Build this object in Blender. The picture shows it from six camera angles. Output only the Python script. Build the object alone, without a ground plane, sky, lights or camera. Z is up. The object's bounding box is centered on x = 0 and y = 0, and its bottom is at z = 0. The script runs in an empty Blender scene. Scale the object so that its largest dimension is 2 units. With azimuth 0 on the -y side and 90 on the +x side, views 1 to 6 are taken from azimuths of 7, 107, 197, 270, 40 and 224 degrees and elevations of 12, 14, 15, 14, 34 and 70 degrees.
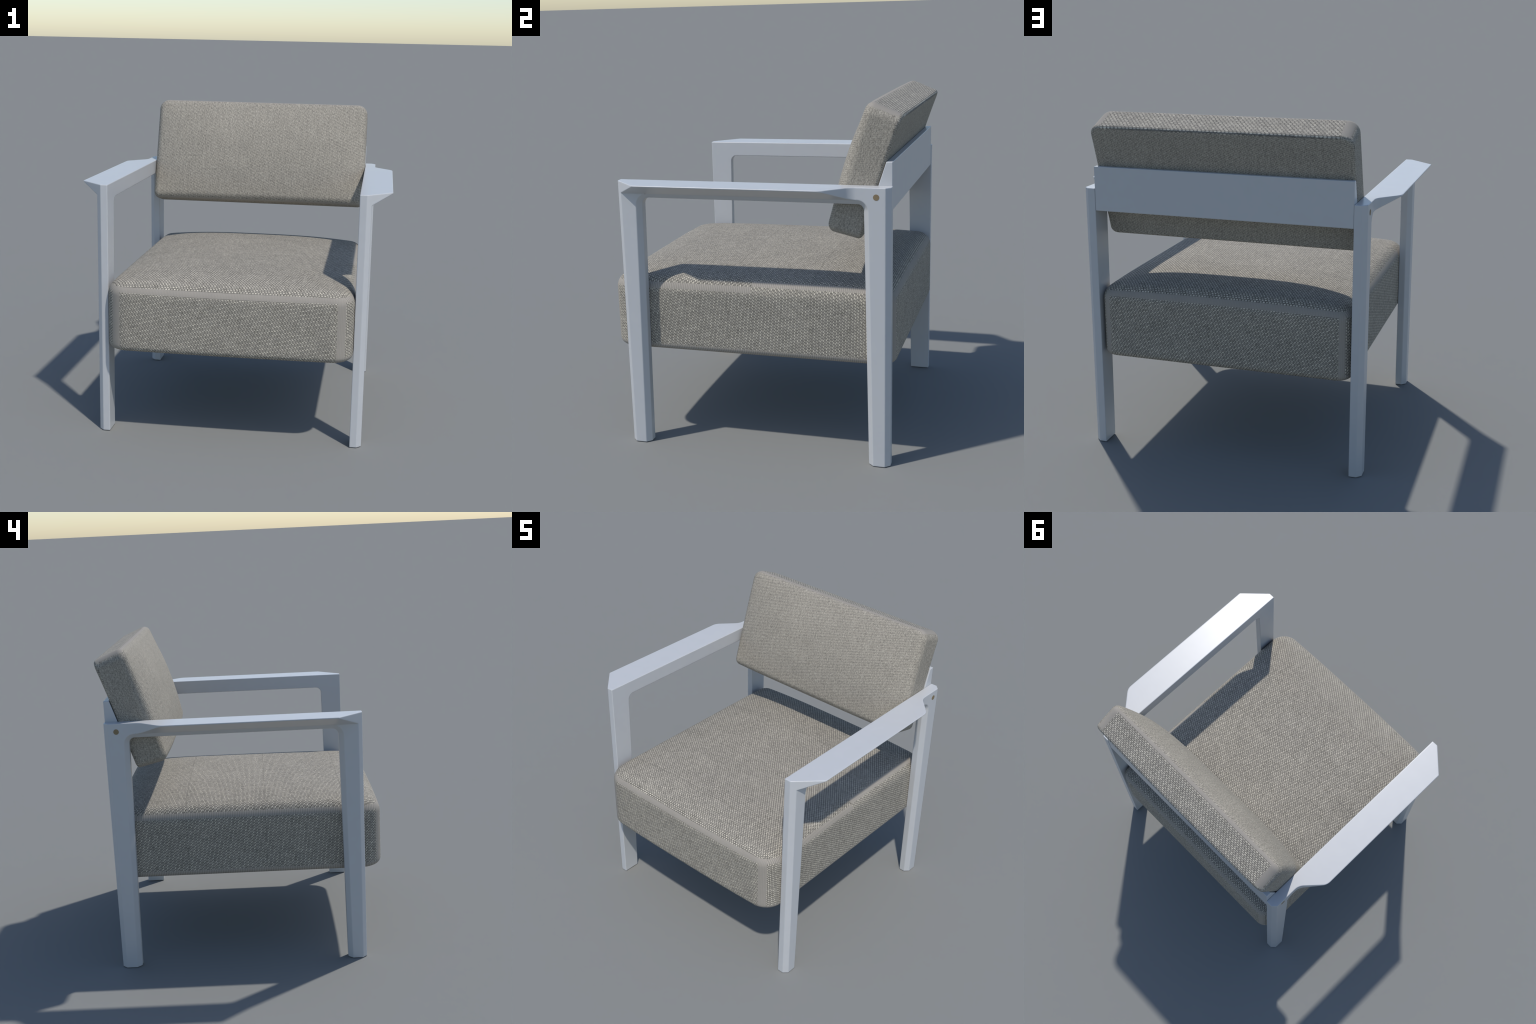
"""Low upholstered armchair: two painted side frames (tapered, chamfered legs
that grow into flat flared armrests), a back rail, a crowned seat cushion and a
tilted crowned back cushion in woven fabric."""
import bpy, bmesh, math
from mathutils import Vector, Matrix

# ----------------------------------------------------------------- materials
class Nodes:
    """Small helper that chains shader nodes."""
    def __init__(self, name):
        self.mat = bpy.data.materials.new(name)
        self.mat.use_nodes = True
        self.t = self.mat.node_tree
        self.bsdf = self.t.nodes["Principled BSDF"]

    def link(self, a, b):
        self.t.links.new(a, b)

    def put(self, sock, v):
        if hasattr(v, "is_linked"):
            self.link(v, sock)
        else:
            sock.default_value = v

    def math(self, op, a, b=0.0, c=0.0, clamp=False):
        n = self.t.nodes.new("ShaderNodeMath")
        n.operation = op
        n.use_clamp = clamp
        for s, v in zip(n.inputs, (a, b, c)):
            self.put(s, v)
        return n.outputs[0]

    def mix(self, f, a, b):
        n = self.t.nodes.new("ShaderNodeMix")
        n.data_type = 'RGBA'
        self.put(n.inputs[0], f)
        self.put(n.inputs[6], a)
        self.put(n.inputs[7], b)
        return n.outputs[2]

    def vec(self, x, y, z=0.0):
        n = self.t.nodes.new("ShaderNodeCombineXYZ")
        for s, v in zip(n.inputs, (x, y, z)):
            self.put(s, v)
        return n.outputs[0]

    def noise(self, v, scale, detail=2.0, rough=0.5):
        n = self.t.nodes.new("ShaderNodeTexNoise")
        self.put(n.inputs["Vector"], v)
        n.inputs["Scale"].default_value = scale
        n.inputs["Detail"].default_value = detail
        n.inputs["Roughness"].default_value = rough
        return n.outputs["Fac"]

    def white(self, v):
        n = self.t.nodes.new("ShaderNodeTexWhiteNoise")
        n.noise_dimensions = '3D'
        self.put(n.inputs["Vector"], v)
        return n.outputs["Value"]

    def coords(self):
        tc = self.t.nodes.new("ShaderNodeTexCoord")
        sp = self.t.nodes.new("ShaderNodeSeparateXYZ")
        self.link(tc.outputs["Object"], sp.inputs[0])
        return tc.outputs["Object"], sp.outputs

    def remap(self, v, a, b, c=0.0, d=1.0):
        n = self.t.nodes.new("ShaderNodeMapRange")
        self.put(n.inputs[0], v)
        for i, x in enumerate((a, b, c, d)):
            n.inputs[i + 1].default_value = x
        return n.outputs[0]

    def bump(self, h, dist, strength):
        n = self.t.nodes.new("ShaderNodeBump")
        n.inputs["Distance"].default_value = dist
        n.inputs["Strength"].default_value = strength
        self.link(h, n.inputs["Height"])
        self.link(n.outputs[0], self.bsdf.inputs["Normal"])


DARK = (0.100, 0.092, 0.078, 1)
GREY = (0.196, 0.180, 0.156, 1)
LIGHT = (0.625, 0.571, 0.466, 1)
PLAIN = (0.300, 0.285, 0.250, 1)


def weave(name, along, across, pitch=0.0175, row=0.0083, contrast=1.0,
          seams=None, light=LIGHT, dark=DARK, dash=0.36):
    """Woven cloth: staggered bright dashes of yarn over a darker ground.
    along / across name the object axes the dashes lie along / are stacked on."""
    n = Nodes(name)
    obj, xyz = n.coords()
    ax = {"x": 0, "y": 1, "z": 2}
    p, q = xyz[ax[along]], xyz[ax[across]]
    # hand of the cloth: threads wander slightly
    wob = n.noise(obj, 55.0, 1.0)
    p = n.math('ADD', p, n.math('MULTIPLY', n.math('SUBTRACT', wob, 0.5), pitch * 0.35))
    wob2 = n.noise(n.vec(xyz[1], xyz[2], xyz[0]), 75.0, 1.0)
    q = n.math('ADD', q, n.math('MULTIPLY', n.math('SUBTRACT', wob2, 0.5), row * 0.35))
    qq = n.math('DIVIDE', n.math('ADD', q, 10.0), row)
    r = n.math('FLOOR', qq)
    fq = n.math('SUBTRACT', n.math('FRACT', qq), 0.5)
    half = n.math('FLOOR', n.math('MULTIPLY', r, 0.5))
    odd = n.math('SUBTRACT', r, n.math('MULTIPLY', half, 2.0))
    shift = n.math('ADD', n.math('MULTIPLY', half, 0.70), n.math('MULTIPLY', odd, 0.48))
    pp = n.math('ADD', n.math('DIVIDE', n.math('ADD', p, 10.0), pitch), shift)
    c = n.math('FLOOR', pp)
    fp = n.math('SUBTRACT', n.math('FRACT', pp), 0.5)
    rnd = n.white(n.vec(c, r, 1.7))
    rnd2 = n.white(n.vec(c, r, 9.1))
    reach = n.math('ADD', dash - 0.05, n.math('MULTIPLY', rnd2, 0.10))
    du = n.math('POWER', n.math('DIVIDE', n.math('ABSOLUTE', fp), reach), 3.0)
    dv = n.math('POWER', n.math('DIVIDE', n.math('ABSOLUTE', fq), 0.33), 2.0)
    inside = n.remap(n.math('ADD', du, dv), 0.45, 1.30, 1.0, 0.0)
    grain = n.noise(obj, 420.0, 2.0, 0.6)
    yarn = n.math('MULTIPLY', inside, n.math('ADD', 0.42, n.math('MULTIPLY', rnd, 0.58)))
    # slubs: whole threads a little lighter or darker, long across the rows
    slub = n.noise(n.vec(n.math('MULTIPLY', p, 60.0), n.math('MULTIPLY', q, 7.0), 3.0), 1.0, 2.0)
    patch = n.noise(obj, 5.0, 2.0)
    tone = n.math('ADD', n.math('MULTIPLY', n.math('SUBTRACT', slub, 0.5), 0.55),
                  n.math('MULTIPLY', n.math('SUBTRACT', patch, 0.5), 0.30))
    tone = n.math('ADD', tone, n.math('MULTIPLY', n.math('SUBTRACT', grain, 0.5), 0.60))
    # the crossing threads show between the dashes; some gaps are much darker
    link = n.noise(n.vec(n.math('MULTIPLY', p, 330.0), n.math('MULTIPLY', q, 95.0), 6.0), 1.0, 2.0, 0.65)
    tone = n.math('ADD', tone, n.math('MULTIPLY', n.math('SUBTRACT', link, 0.5), 0.80))
    pits = n.math('MULTIPLY', n.math('GREATER_THAN', rnd2, 0.68), n.math('SUBTRACT', 1.0, inside))
    ground = n.mix(n.math('MULTIPLY', pits, 0.7), GREY, dark)
    fac = n.math('ADD', n.math('MULTIPLY', yarn, contrast),
                 n.math('MULTIPLY', 0.33, 1.0 - contrast))
    col = n.mix(n.math('ADD', fac, n.math('MULTIPLY', tone, 0.30), clamp=True), ground, light)
    gain = n.math('ADD', 1.0, n.math('MULTIPLY', tone, 0.35))
    if seams:
        axis, places = seams
        s = xyz[ax[axis]]
        for y0 in places:
            d = n.math('ABSOLUTE', n.math('SUBTRACT', s, y0))
            line = n.remap(d, 0.0025, 0.0055, 0.86, 1.0)
            gain = n.math('MULTIPLY', gain, line)
    hs = n.t.nodes.new("ShaderNodeHueSaturation")
    n.link(gain, hs.inputs["Value"])
    n.link(col, hs.inputs["Color"])
    n.link(hs.outputs[0], n.bsdf.inputs["Base Color"])
    n.bsdf.inputs["Roughness"].default_value = 0.85
    n.bsdf.inputs["Specular IOR Level"].default_value = 0.25
    n.bump(yarn, 0.0015, 0.35)
    return n.mat


def fine_cloth(name, along, across, twill=0.150, weft=0.95):
    """The small-scale face of the back cushion: fine irregular twill."""
    n = Nodes(name)
    obj, xyz = n.coords()
    ax = {"x": 0, "y": 1, "z": 2}
    p, q = xyz[ax[along]], xyz[ax[across]]
    streak = n.noise(n.vec(n.math('MULTIPLY', p, 62.0), n.math('MULTIPLY', q, 210.0), 0.0), 1.0, 3.0, 0.7)
    diag = n.math('SUBTRACT', p, n.math('MULTIPLY', q, 0.36))
    row = n.math('SINE', n.math('MULTIPLY', diag, 2 * math.pi / 0.0115))
    beat = n.math('SINE', n.math('MULTIPLY', n.math('ADD', q, n.math('MULTIPLY', p, 0.2)), 2 * math.pi / 0.0098))
    row = n.math('MULTIPLY', row, n.math('ADD', 0.75, n.math('MULTIPLY', beat, 0.45)))
    cross = n.noise(n.vec(n.math('MULTIPLY', p, 240.0), n.math('MULTIPLY', q, 100.0), 5.0), 1.0, 2.0, 0.6)
    patch = n.noise(obj, 7.0, 2.0)
    slub = n.noise(n.vec(n.math('MULTIPLY', p, 9.0), n.math('MULTIPLY', q, 55.0), 8.0), 1.0, 2.0)
    f = n.math('ADD', n.math('MULTIPLY', n.math('SUBTRACT', streak, 0.5), 1.60),
               n.math('MULTIPLY', n.math('SUBTRACT', cross, 0.5), weft))
    f = n.math('ADD', f, n.math('MULTIPLY', row, twill))
    f = n.math('ADD', f, n.math('MULTIPLY', n.math('SUBTRACT', patch, 0.5), 0.12))
    f = n.math('ADD', f, n.math('MULTIPLY', n.math('SUBTRACT', slub, 0.5), 0.30))
    f = n.math('ADD', f, 0.36, clamp=True)
    n.link(n.mix(f, (0.145, 0.132, 0.113, 1), (0.570, 0.520, 0.430, 1)), n.bsdf.inputs["Base Color"])
    n.bsdf.inputs["Roughness"].default_value = 0.85
    n.bsdf.inputs["Specular IOR Level"].default_value = 0.25
    n.bump(f, 0.0015, 0.3)
    return n.mat


def plain_cloth(name, ribs=None, period=0.0108, depth=0.34):
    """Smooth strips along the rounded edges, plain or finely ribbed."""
    n = Nodes(name)
    obj, xyz = n.coords()
    f = n.math('MULTIPLY', n.math('SUBTRACT', n.noise(obj, 330.0, 2.0, 0.6), 0.5), 0.45)
    f = n.math('ADD', f, n.math('MULTIPLY', n.math('SUBTRACT', n.noise(obj, 9.0, 2.0), 0.5), 0.25))
    if ribs:
        q = xyz[{"x": 0, "y": 1, "z": 2}[ribs]]
        w = n.math('SINE', n.math('MULTIPLY', q, 2 * math.pi / period))
        f = n.math('ADD', f, n.math('MULTIPLY', w, depth))
    f = n.math('ADD', f, 0.5, clamp=True)
    n.link(n.mix(f, (0.228, 0.208, 0.181, 1), (0.395, 0.360, 0.312, 1)), n.bsdf.inputs["Base Color"])
    n.bsdf.inputs["Roughness"].default_value = 0.85
    n.bsdf.inputs["Specular IOR Level"].default_value = 0.25
    return n.mat


def paint():
    n = Nodes("painted_frame")
    obj, _ = n.coords()
    f = n.noise(obj, 14.0, 3.0)
    n.link(n.mix(f, (0.496, 0.503, 0.512, 1), (0.520, 0.527, 0.536, 1)), n.bsdf.inputs["Base Color"])
    n.bsdf.inputs["Roughness"].default_value = 0.31
    soft = n.t.nodes.new("ShaderNodeBevel")      # softly rounded, painted edges
    soft.samples = 8
    soft.inputs["Radius"].default_value = 0.0065
    n.link(soft.outputs[0], n.bsdf.inputs["Normal"])
    return n.mat


def brass():
    n = Nodes("peg_wood")
    obj, _ = n.coords()
    f = n.noise(obj, 160.0, 3.0)
    n.link(n.mix(f, (0.205, 0.150, 0.080, 1), (0.255, 0.190, 0.105, 1)), n.bsdf.inputs["Base Color"])
    n.bsdf.inputs["Roughness"].default_value = 0.6
    return n.mat


MAT_PAINT = paint()
MAT_PEG = brass()

# ------------------------------------------------------------------- objects
def link_object(name, mesh, parent):
    o = bpy.data.objects.new(name, mesh)
    bpy.context.scene.collection.objects.link(o)
    o.parent = parent
    return o


chair = bpy.data.objects.new("armchair", None)
bpy.context.scene.collection.objects.link(chair)
chair["label"] = "low armchair with pale painted frame and beige woven cushions"
chair["category"] = "armchair"

# ---------------------------------------------------------------- side frame
XI, XC, XO, XF = 0.757, 0.800, 0.828, 0.950      # inner, chamfer, outer, flare edge
CH = 0.028                                       # chamfer of the legs
TOP, ARM_LOW, ARM_MID, ARM_TIP = 1.572, 1.478, 1.506, 1.5650
YF, YB = -0.735, 0.814                           # front and back of the legs
SLOPE = (ARM_TIP - ARM_MID) / (XF - XO)


def arc(cx, cy, r, a0, a1, n):
    return [(cx + r * math.cos(math.radians(a0 + (a1 - a0) * i / n)),
             cy + r * math.sin(math.radians(a0 + (a1 - a0) * i / n))) for i in range(n + 1)]


def opening(off):
    """Outline (y, z) of the space between the legs, widened by off."""
    r = 0.040 + off
    pts = [(-0.617 - off, 0.0)]
    pts += arc(-0.592 + 0.040, ARM_LOW - 0.040, r, 180, 90, 14)
    pts += arc(0.667 - 0.034, ARM_LOW - 0.034, 0.034 + off, 90, 0, 14)
    pts += [(0.692 + off, 0.0)]
    return pts


def plan_wall():
    """Rear part of the armrest outline (x, y): out of the back leg in a soft
    curve, diagonally to the flared edge, round the corner, then forward."""
    d = Vector((XF - XO, 0.466 - 0.600)).normalized()          # the diagonal
    pts = []

    def blend(p, a, b, r, n=10):
        # quadratic blend of a corner p between directions a (in) and b (out)
        s, e = p - a * r, p + b * r
        for i in range(n + 1):
            t = i / n
            pts.append(s * (1 - t) ** 2 + p * 2 * t * (1 - t) + e * t * t)

    fwd = Vector((0, -1))
    blend(Vector((XO, 0.600)), fwd, d, 0.033)
    blend(Vector((XF, 0.466)), d, fwd, 0.030)
    return pts


def side_frame_mesh(side):
    bm = bmesh.new()
    cache = {}

    def v(x, y, z):
        key = (round(x, 5), round(y, 5), round(z, 5))
        if key not in cache:
            cache[key] = bm.verts.new((side * x, y, z))
        return cache[key]

    def face(pts):
        vs = []
        for p in pts:
            q = v(*p)
            if q not in vs:
                vs.append(q)
        if side < 0:
            vs.reverse()
        return bm.faces.new(vs)

    o0, o1 = opening(0.0), opening(CH)
    wall = plan_wall()
    y_end = wall[0].y

    def under(p):
        return (p.x, p.y, ARM_MID + SLOPE * (p.x - XO))

    # inner side (faces the seat)
    face([(XI, YF, 0), (XI, YF, TOP), (XI, YB, TOP), (XI, YB, 0)] + [(XI, y, z) for y, z in reversed(o0)])
    for (a, b), (c, d) in zip(zip(o0, o0[1:]), zip(o1, o1[1:])):
        face([(XI, *a), (XI, *b), (XC, *b), (XC, *a)])
        face([(XC, *a), (XC, *b), (XO, *d), (XO, *c)])
    n = len(o1) // 2
    # outer faces of the legs
    face([(XO, YF + CH - 0.001, 0)] + [(XO, *p) for p in o1[:n]] + [(XO, YF + CH - 0.001, ARM_MID)])
    face([(XO, *p) for p in o1[n:]] + [(XO, YB - CH, 0), (XO, YB - CH, TOP), (XO, y_end, TOP)])
    # flared underside of the armrest
    yf2 = YF + CH - 0.001
    tip = (XF, yf2 + (XF - XO), ARM_TIP)
    face([(XO, yf2, ARM_MID), (XO, *o1[n - 1])] + [under(p) for p in wall] + [tip])
    # edge of the armrest
    tip_top = (XF, tip[1], TOP)
    run = wall + [Vector((tip[0], tip[1]))]
    for a, b in zip(run, run[1:]):
        face([under(a), (a.x, a.y, TOP), (b.x, b.y, TOP), under(b)])
    # front bevel plane: leg chamfer that runs on into the armrest
    face([(XC, YF, 0), (XO, yf2, 0), (XO, yf2, ARM_MID), tip, tip_top, (XC, YF, TOP)])
    face([(XI, YF, 0), (XC, YF, 0), (XC, YF, TOP), (XI, YF, TOP)])
    # back
    face([(XO, YB - CH, 0), (XC, YB, 0), (XC, YB, TOP), (XO, YB - CH, TOP)])
    face([(XC, YB, 0), (XI, YB, 0), (XI, YB, TOP), (XC, YB, TOP)])
    # top
    face([(XI, YF, TOP), (XC, YF, TOP), tip_top] + [(p.x, p.y, TOP) for p in reversed(wall)]
         + [(XO, YB - CH, TOP), (XC, YB, TOP), (XI, YB, TOP)])
    # feet
    face([(XI, YF, 0), (XI, *o0[0]), (XC, *o0[0]), (XO, *o1[0]), (XO, yf2, 0), (XC, YF, 0)])
    face([(XI, *o0[-1]), (XI, YB, 0), (XC, YB, 0), (XO, YB - CH, 0), (XO, *o1[-1]), (XC, *o0[-1])])
    bmesh.ops.recalc_face_normals(bm, faces=bm.faces)
    soft = [e for e in bm.edges if len(e.link_faces) == 2
            and e.calc_face_angle(0) > math.radians(16)]
    bmesh.ops.bevel(bm, geom=soft, offset=0.0034, segments=3, profile=0.5,
                    affect='EDGES', clamp_overlap=False)
    # seamless split between the legs and the armrest
    bmesh.ops.bisect_plane(bm, geom=bm.verts[:] + bm.edges[:] + bm.faces[:],
                           plane_co=(0, 0, 1.425), plane_no=(0, 0, 1), dist=1e-6)
    me = bpy.data.meshes.new("side_frame")
    bm.to_mesh(me)
    bm.free()
    return me


def weighted(me):
    """Face-weighted smooth normals, applied; returns the evaluated mesh."""
    for p in me.polygons:
        p.use_smooth = True
    o = bpy.data.objects.new("work", me)
    bpy.context.scene.collection.objects.link(o)
    m = o.modifiers.new("w", 'WEIGHTED_NORMAL')
    m.keep_sharp = False
    m.weight = 80
    dg = bpy.context.evaluated_depsgraph_get()
    out = bpy.data.meshes.new_from_object(o.evaluated_get(dg))
    bpy.data.objects.remove(o)
    return out


def pick(me, name, keep):
    """Copy the faces of me whose centre passes keep, with their normals."""
    vmap, verts, faces, normals = {}, [], [], []
    corner = me.corner_normals
    for p in me.polygons:
        if not keep(p.center):
            continue
        f = []
        for li in p.loop_indices:
            vi = me.loops[li].vertex_index
            if vi not in vmap:
                vmap[vi] = len(verts)
                verts.append(me.vertices[vi].co[:])
            f.append(vmap[vi])
            normals.append(corner[li].vector[:])
        faces.append(f)
    out = bpy.data.meshes.new(name)
    out.from_pydata(verts, [], faces)
    for p in out.polygons:
        p.use_smooth = True
    out.normals_split_custom_set(normals)
    out.materials.append(MAT_PAINT)
    return out


for side in (1, -1):
    whole = weighted(side_frame_mesh(side))
    link_object("armrest", pick(whole, "armrest", lambda c: c.z > 1.425), chair)
    link_object("leg", pick(whole, "leg", lambda c: c.z <= 1.425 and c.y < 0), chair)
    link_object("leg", pick(whole, "leg", lambda c: c.z <= 1.425 and c.y > 0), chair)
    # flush peg covering the joint
    bm = bmesh.new()
    bmesh.ops.create_cone(bm, cap_ends=True, segments=48, radius1=0.0165, radius2=0.0165, depth=0.02,
                          matrix=Matrix.Rotation(math.pi / 2, 4, 'Y'))
    me = bpy.data.meshes.new("peg")
    bm.to_mesh(me)
    bm.free()
    me.materials.append(MAT_PEG)
    peg = link_object("peg", me, chair)
    peg.location = (side * (XO - 0.0092), 0.737, 1.522)

# ----------------------------------------------------------------- back rail
bm = bmesh.new()
prof = [(0.811, 1.442), (0.811, 1.698), (0.777, 1.698), (0.6925, 1.442)]
ends = [[bm.verts.new((x, y, z)) for y, z in prof] for x in (-0.7568, 0.7568)]
bm.faces.new(ends[0])
bm.faces.new(ends[1])
for i in range(4):
    j = (i + 1) % 4
    bm.faces.new([ends[0][i], ends[0][j], ends[1][j], ends[1][i]])
bmesh.ops.recalc_face_normals(bm, faces=bm.faces)
bmesh.ops.bevel(bm, geom=bm.edges[:], offset=0.0030, segments=3, profile=0.5, affect='EDGES')
me = bpy.data.meshes.new("back_rail")
bm.to_mesh(me)
bm.free()
me = weighted(me)
me.name = "back_rail"
me.materials.append(MAT_PAINT)
link_object("back_rail", me, chair)

# ------------------------------------------------------------------ cushions
ARC = 18


def outline(hx, lo, hi, r_lo, r_hi, inset, strip):
    """Rounded rectangle in (a, b). Returns points with a tag: which side or
    which half of a corner the strip that starts at the point belongs to."""
    hx, lo, hi = hx - inset, lo + inset, hi - inset
    r_lo, r_hi = max(r_lo - inset, 0.008), max(r_hi - inset, 0.008)
    pts = []

    def straight(p, q, n, tag):
        for i in range(n):
            t = i / n
            pts.append((p[0] + (q[0] - p[0]) * t, p[1] + (q[1] - p[1]) * t, tag))

    def corner(cx, cy, r, a0, tag):
        for i in range(ARC):
            a = math.radians(a0 + 90 * i / ARC)
            pts.append((cx + r * math.cos(a), cy + r * math.sin(a), tag(i)))

    def pick_tag(i, near, far):
        # a corner starts in the cloth of the face, has a smooth strip, then
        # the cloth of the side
        return near if i < strip[0] else ("%s_strip" % near if i < strip[1] else far)

    straight((-hx + r_lo, lo), (hx - r_lo, lo), 34, "lo")
    corner(hx - r_lo, lo + r_lo, r_lo, -90, lambda i: pick_tag(i, "lo", "side"))
    straight((hx, lo + r_lo), (hx, hi - r_hi), 34, "side")
    corner(hx - r_hi, hi - r_hi, r_hi, 0, lambda i: pick_tag(ARC - 1 - i, "hi", "side"))
    straight((hx - r_hi, hi), (-hx + r_hi, hi), 34, "hi")
    corner(-hx + r_hi, hi - r_hi, r_hi, 90, lambda i: pick_tag(i, "hi", "side"))
    straight((-hx, hi - r_hi), (-hx, lo + r_lo), 34, "side")
    corner(-hx + r_lo, lo + r_lo, r_lo, 180, lambda i: pick_tag(ARC - 1 - i, "lo", "side"))
    return pts


def cushion(name, hx, lo, hi, r_lo, r_hi, thick, r_under, r_over, crown, place, choose, mats, strip):
    """Loft a crowned cushion. (a, b) span the face, t is the thickness.
    place maps (a, b, t) to object space; choose names the material."""
    rings = []                                      # (points, zone)

    def add(inset, t, zone, scale=1.0):
        o = outline(hx, lo, hi, r_lo, r_hi, inset, strip)
        cb = (lo + hi) / 2
        pts = []
        for a, b, tag in o:
            a, b = a * scale, cb + (b - cb) * scale
            ta = max(-1, min(1, a / hx))
            tb = max(-1, min(1, (b - cb) / ((hi - lo) / 2)))
            w = max(0.0, min(1.0, t / thick))
            pts.append((a, b, t + w * w * crown(ta, tb), tag))
        rings.append((pts, zone))

    for s in (0.25, 0.5, 0.75):
        add(r_under, 0.0, "under", s)
    for i in range(9):
        a = math.pi / 2 * i / 8
        add(r_under * (1 - math.sin(a)), r_under * (1 - math.cos(a)), "low_round" if i < 8 else "wall")
    n = 14
    for i in range(1, n):
        add(0.0, r_under + (thick - r_under - r_over) * i / n, "wall")
    n = 14
    for i in range(n + 1):
        a = math.pi / 2 * i / n
        zone = ("wall" if i < 3 else "round_a" if i < n / 2 else "round_b" if i < 0.75 * n else "top")
        add(r_over * (1 - math.cos(a)), thick - r_over * (1 - math.sin(a)), zone)
    n = 36
    for i in range(1, n):
        add(r_over, thick, "top", 1 - i / n)

    bm = bmesh.new()
    slots = {m: i for i, m in enumerate(mats)}
    grid = [[bm.verts.new(place(a, b, t)) for a, b, t, _ in pts] for pts, _ in rings]
    cb = (lo + hi) / 2
    bottom = bm.verts.new(place(0, cb, 0.0))
    top = bm.verts.new(place(0, cb, thick + crown(0, 0)))
    m = len(grid[0])
    for k in range(len(grid) - 1):
        pts, zone = rings[k]
        for i in range(m):
            j = (i + 1) % m
            f = bm.faces.new([grid[k][i], grid[k][j], grid[k + 1][j], grid[k + 1][i]])
            a, b, t, tag = pts[i]
            f.material_index = slots[choose(zone, tag, a, b)]
    for i in range(m):
        j = (i + 1) % m
        f = bm.faces.new([bottom, grid[0][j], grid[0][i]])
        f.material_index = slots[choose("under", "lo", 0, 0)]
        f = bm.faces.new([top, grid[-1][i], grid[-1][j]])
        f.material_index = slots[choose("top", "lo", 0, 0)]
    bmesh.ops.recalc_face_normals(bm, faces=bm.faces)
    for f in bm.faces:
        f.smooth = True
    me = bpy.data.meshes.new(name)
    bm.to_mesh(me)
    bm.free()
    for mname in mats:
        me.materials.append(mats[mname])
    return me


# seat: a = x, b = y, t = z
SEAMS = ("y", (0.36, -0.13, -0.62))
seat_mats = {
    "front": weave("seat_weave_front", "x", "z"),
    "top": weave("seat_weave_top", "x", "y", seams=SEAMS, dash=0.31),
    "side": weave("seat_weave_side", "z", "y", seams=SEAMS),
    "plain": plain_cloth("seat_edge_plain", "x", 0.0092, 0.08),
    "ribbed": plain_cloth("seat_edge_ribbed", "y"),
}


def seat_choice(zone, tag, a, b):
    if tag == "side" and a > 0 and b > 0.01:
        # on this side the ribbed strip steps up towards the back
        if zone == "round_a":
            return "side"
        if zone == "round_b":
            return "ribbed"
    if zone in ("top", "round_b"):
        return "top"
    if zone == "under":
        return "plain"
    if tag in ("lo_strip", "hi_strip"):
        return "plain"
    if zone == "round_a":
        return "ribbed" if tag == "side" else "plain"
    if zone == "low_round" and tag == "side":
        return "ribbed"
    return "side" if tag == "side" else "front"


SEAT_LOW = 0.566


def seat_crown(ta, tb):
    """Broad, nearly flat top that rolls down towards the edges."""
    return 0.070 * (1 - abs(ta) ** 3.7) * (1 - abs(tb) ** 5.2) + 0.009 * tb * (1 - ta * ta)


def seat_place(a, b, t):
    """Front face bows forward a little between its corners."""
    w = max(0.0, min(1.0, -(b + 0.5) / 0.346))
    return (a, b - 0.015 * w * (1 - min(1, abs(a / 0.7555)) ** 2.5), t + SEAT_LOW)


seat = cushion("seat_cushion", 0.7555, -0.845, 0.827, 0.130, 0.090, 0.987 - SEAT_LOW, 0.038, 0.072,
               seat_crown, seat_place, seat_choice, seat_mats, (3, 8))
link_object("seat_cushion", seat, chair)

# back cushion: a = x, b = up the slope, t = towards the sitter
back_mats = {
    "face": fine_cloth("back_cloth_face", "z", "x"),
    "side": fine_cloth("back_cloth_side", "z", "y", 0.04, 0.9),
    "top": weave("back_weave_top", "x", "y", pitch=0.0225, row=0.0100, dash=0.40),
    "below": fine_cloth("back_cloth_below", "y", "x"),
    "plain": plain_cloth("back_edge_plain"),
}


def back_choice(zone, tag, a, b):
    if zone == "low_round" and tag in ("hi", "lo"):
        return "top" if tag == "hi" else "below"
    if zone in ("top", "under", "round_b", "low_round"):
        return "face"
    if zone == "round_a" and tag != "side":
        return "plain"
    if tag in ("hi_strip", "lo_strip"):
        return "plain"
    return {"side": "side", "hi": "top", "lo": "below"}[tag]


BACK_T = 0.192


def back_crown(ta, tb):
    """Lumbar bulge: fades out upwards, stays full at the lower edge."""
    fade = 1 - abs(tb) ** 2.1 if tb > 0 else 1 - 0.72 * abs(tb) ** 2.2
    return 0.064 * (1 - abs(ta) ** 4.0) * fade


def back_place(a, b, t):
    """The rear face leans out near its top; the top slopes down to the rear."""
    rear = 1 - min(1.0, max(0.0, t / BACK_T))
    up = max(0.0, b / 0.396)
    t2 = t - 0.014 * rear * up ** 2.5 * (1 - 0.45 * (a / 0.756) ** 2)
    low = max(0.0, -b / 0.322) ** 6
    return (a, -t2, b - 0.016 * rear * up ** 6 + low * (0.004 * rear - 0.011 * (1 - rear)))


back = cushion("back_cushion", 0.7555, -0.322, 0.400, 0.043, 0.070, BACK_T, 0.020, 0.042,
               back_crown, back_place, back_choice, back_mats, (0, 9))
cush = link_object("back_cushion", back, chair)
cush.location = (0, 0.7345, 1.573)
cush.rotation_euler = (-math.radians(18.0), 0, 0)
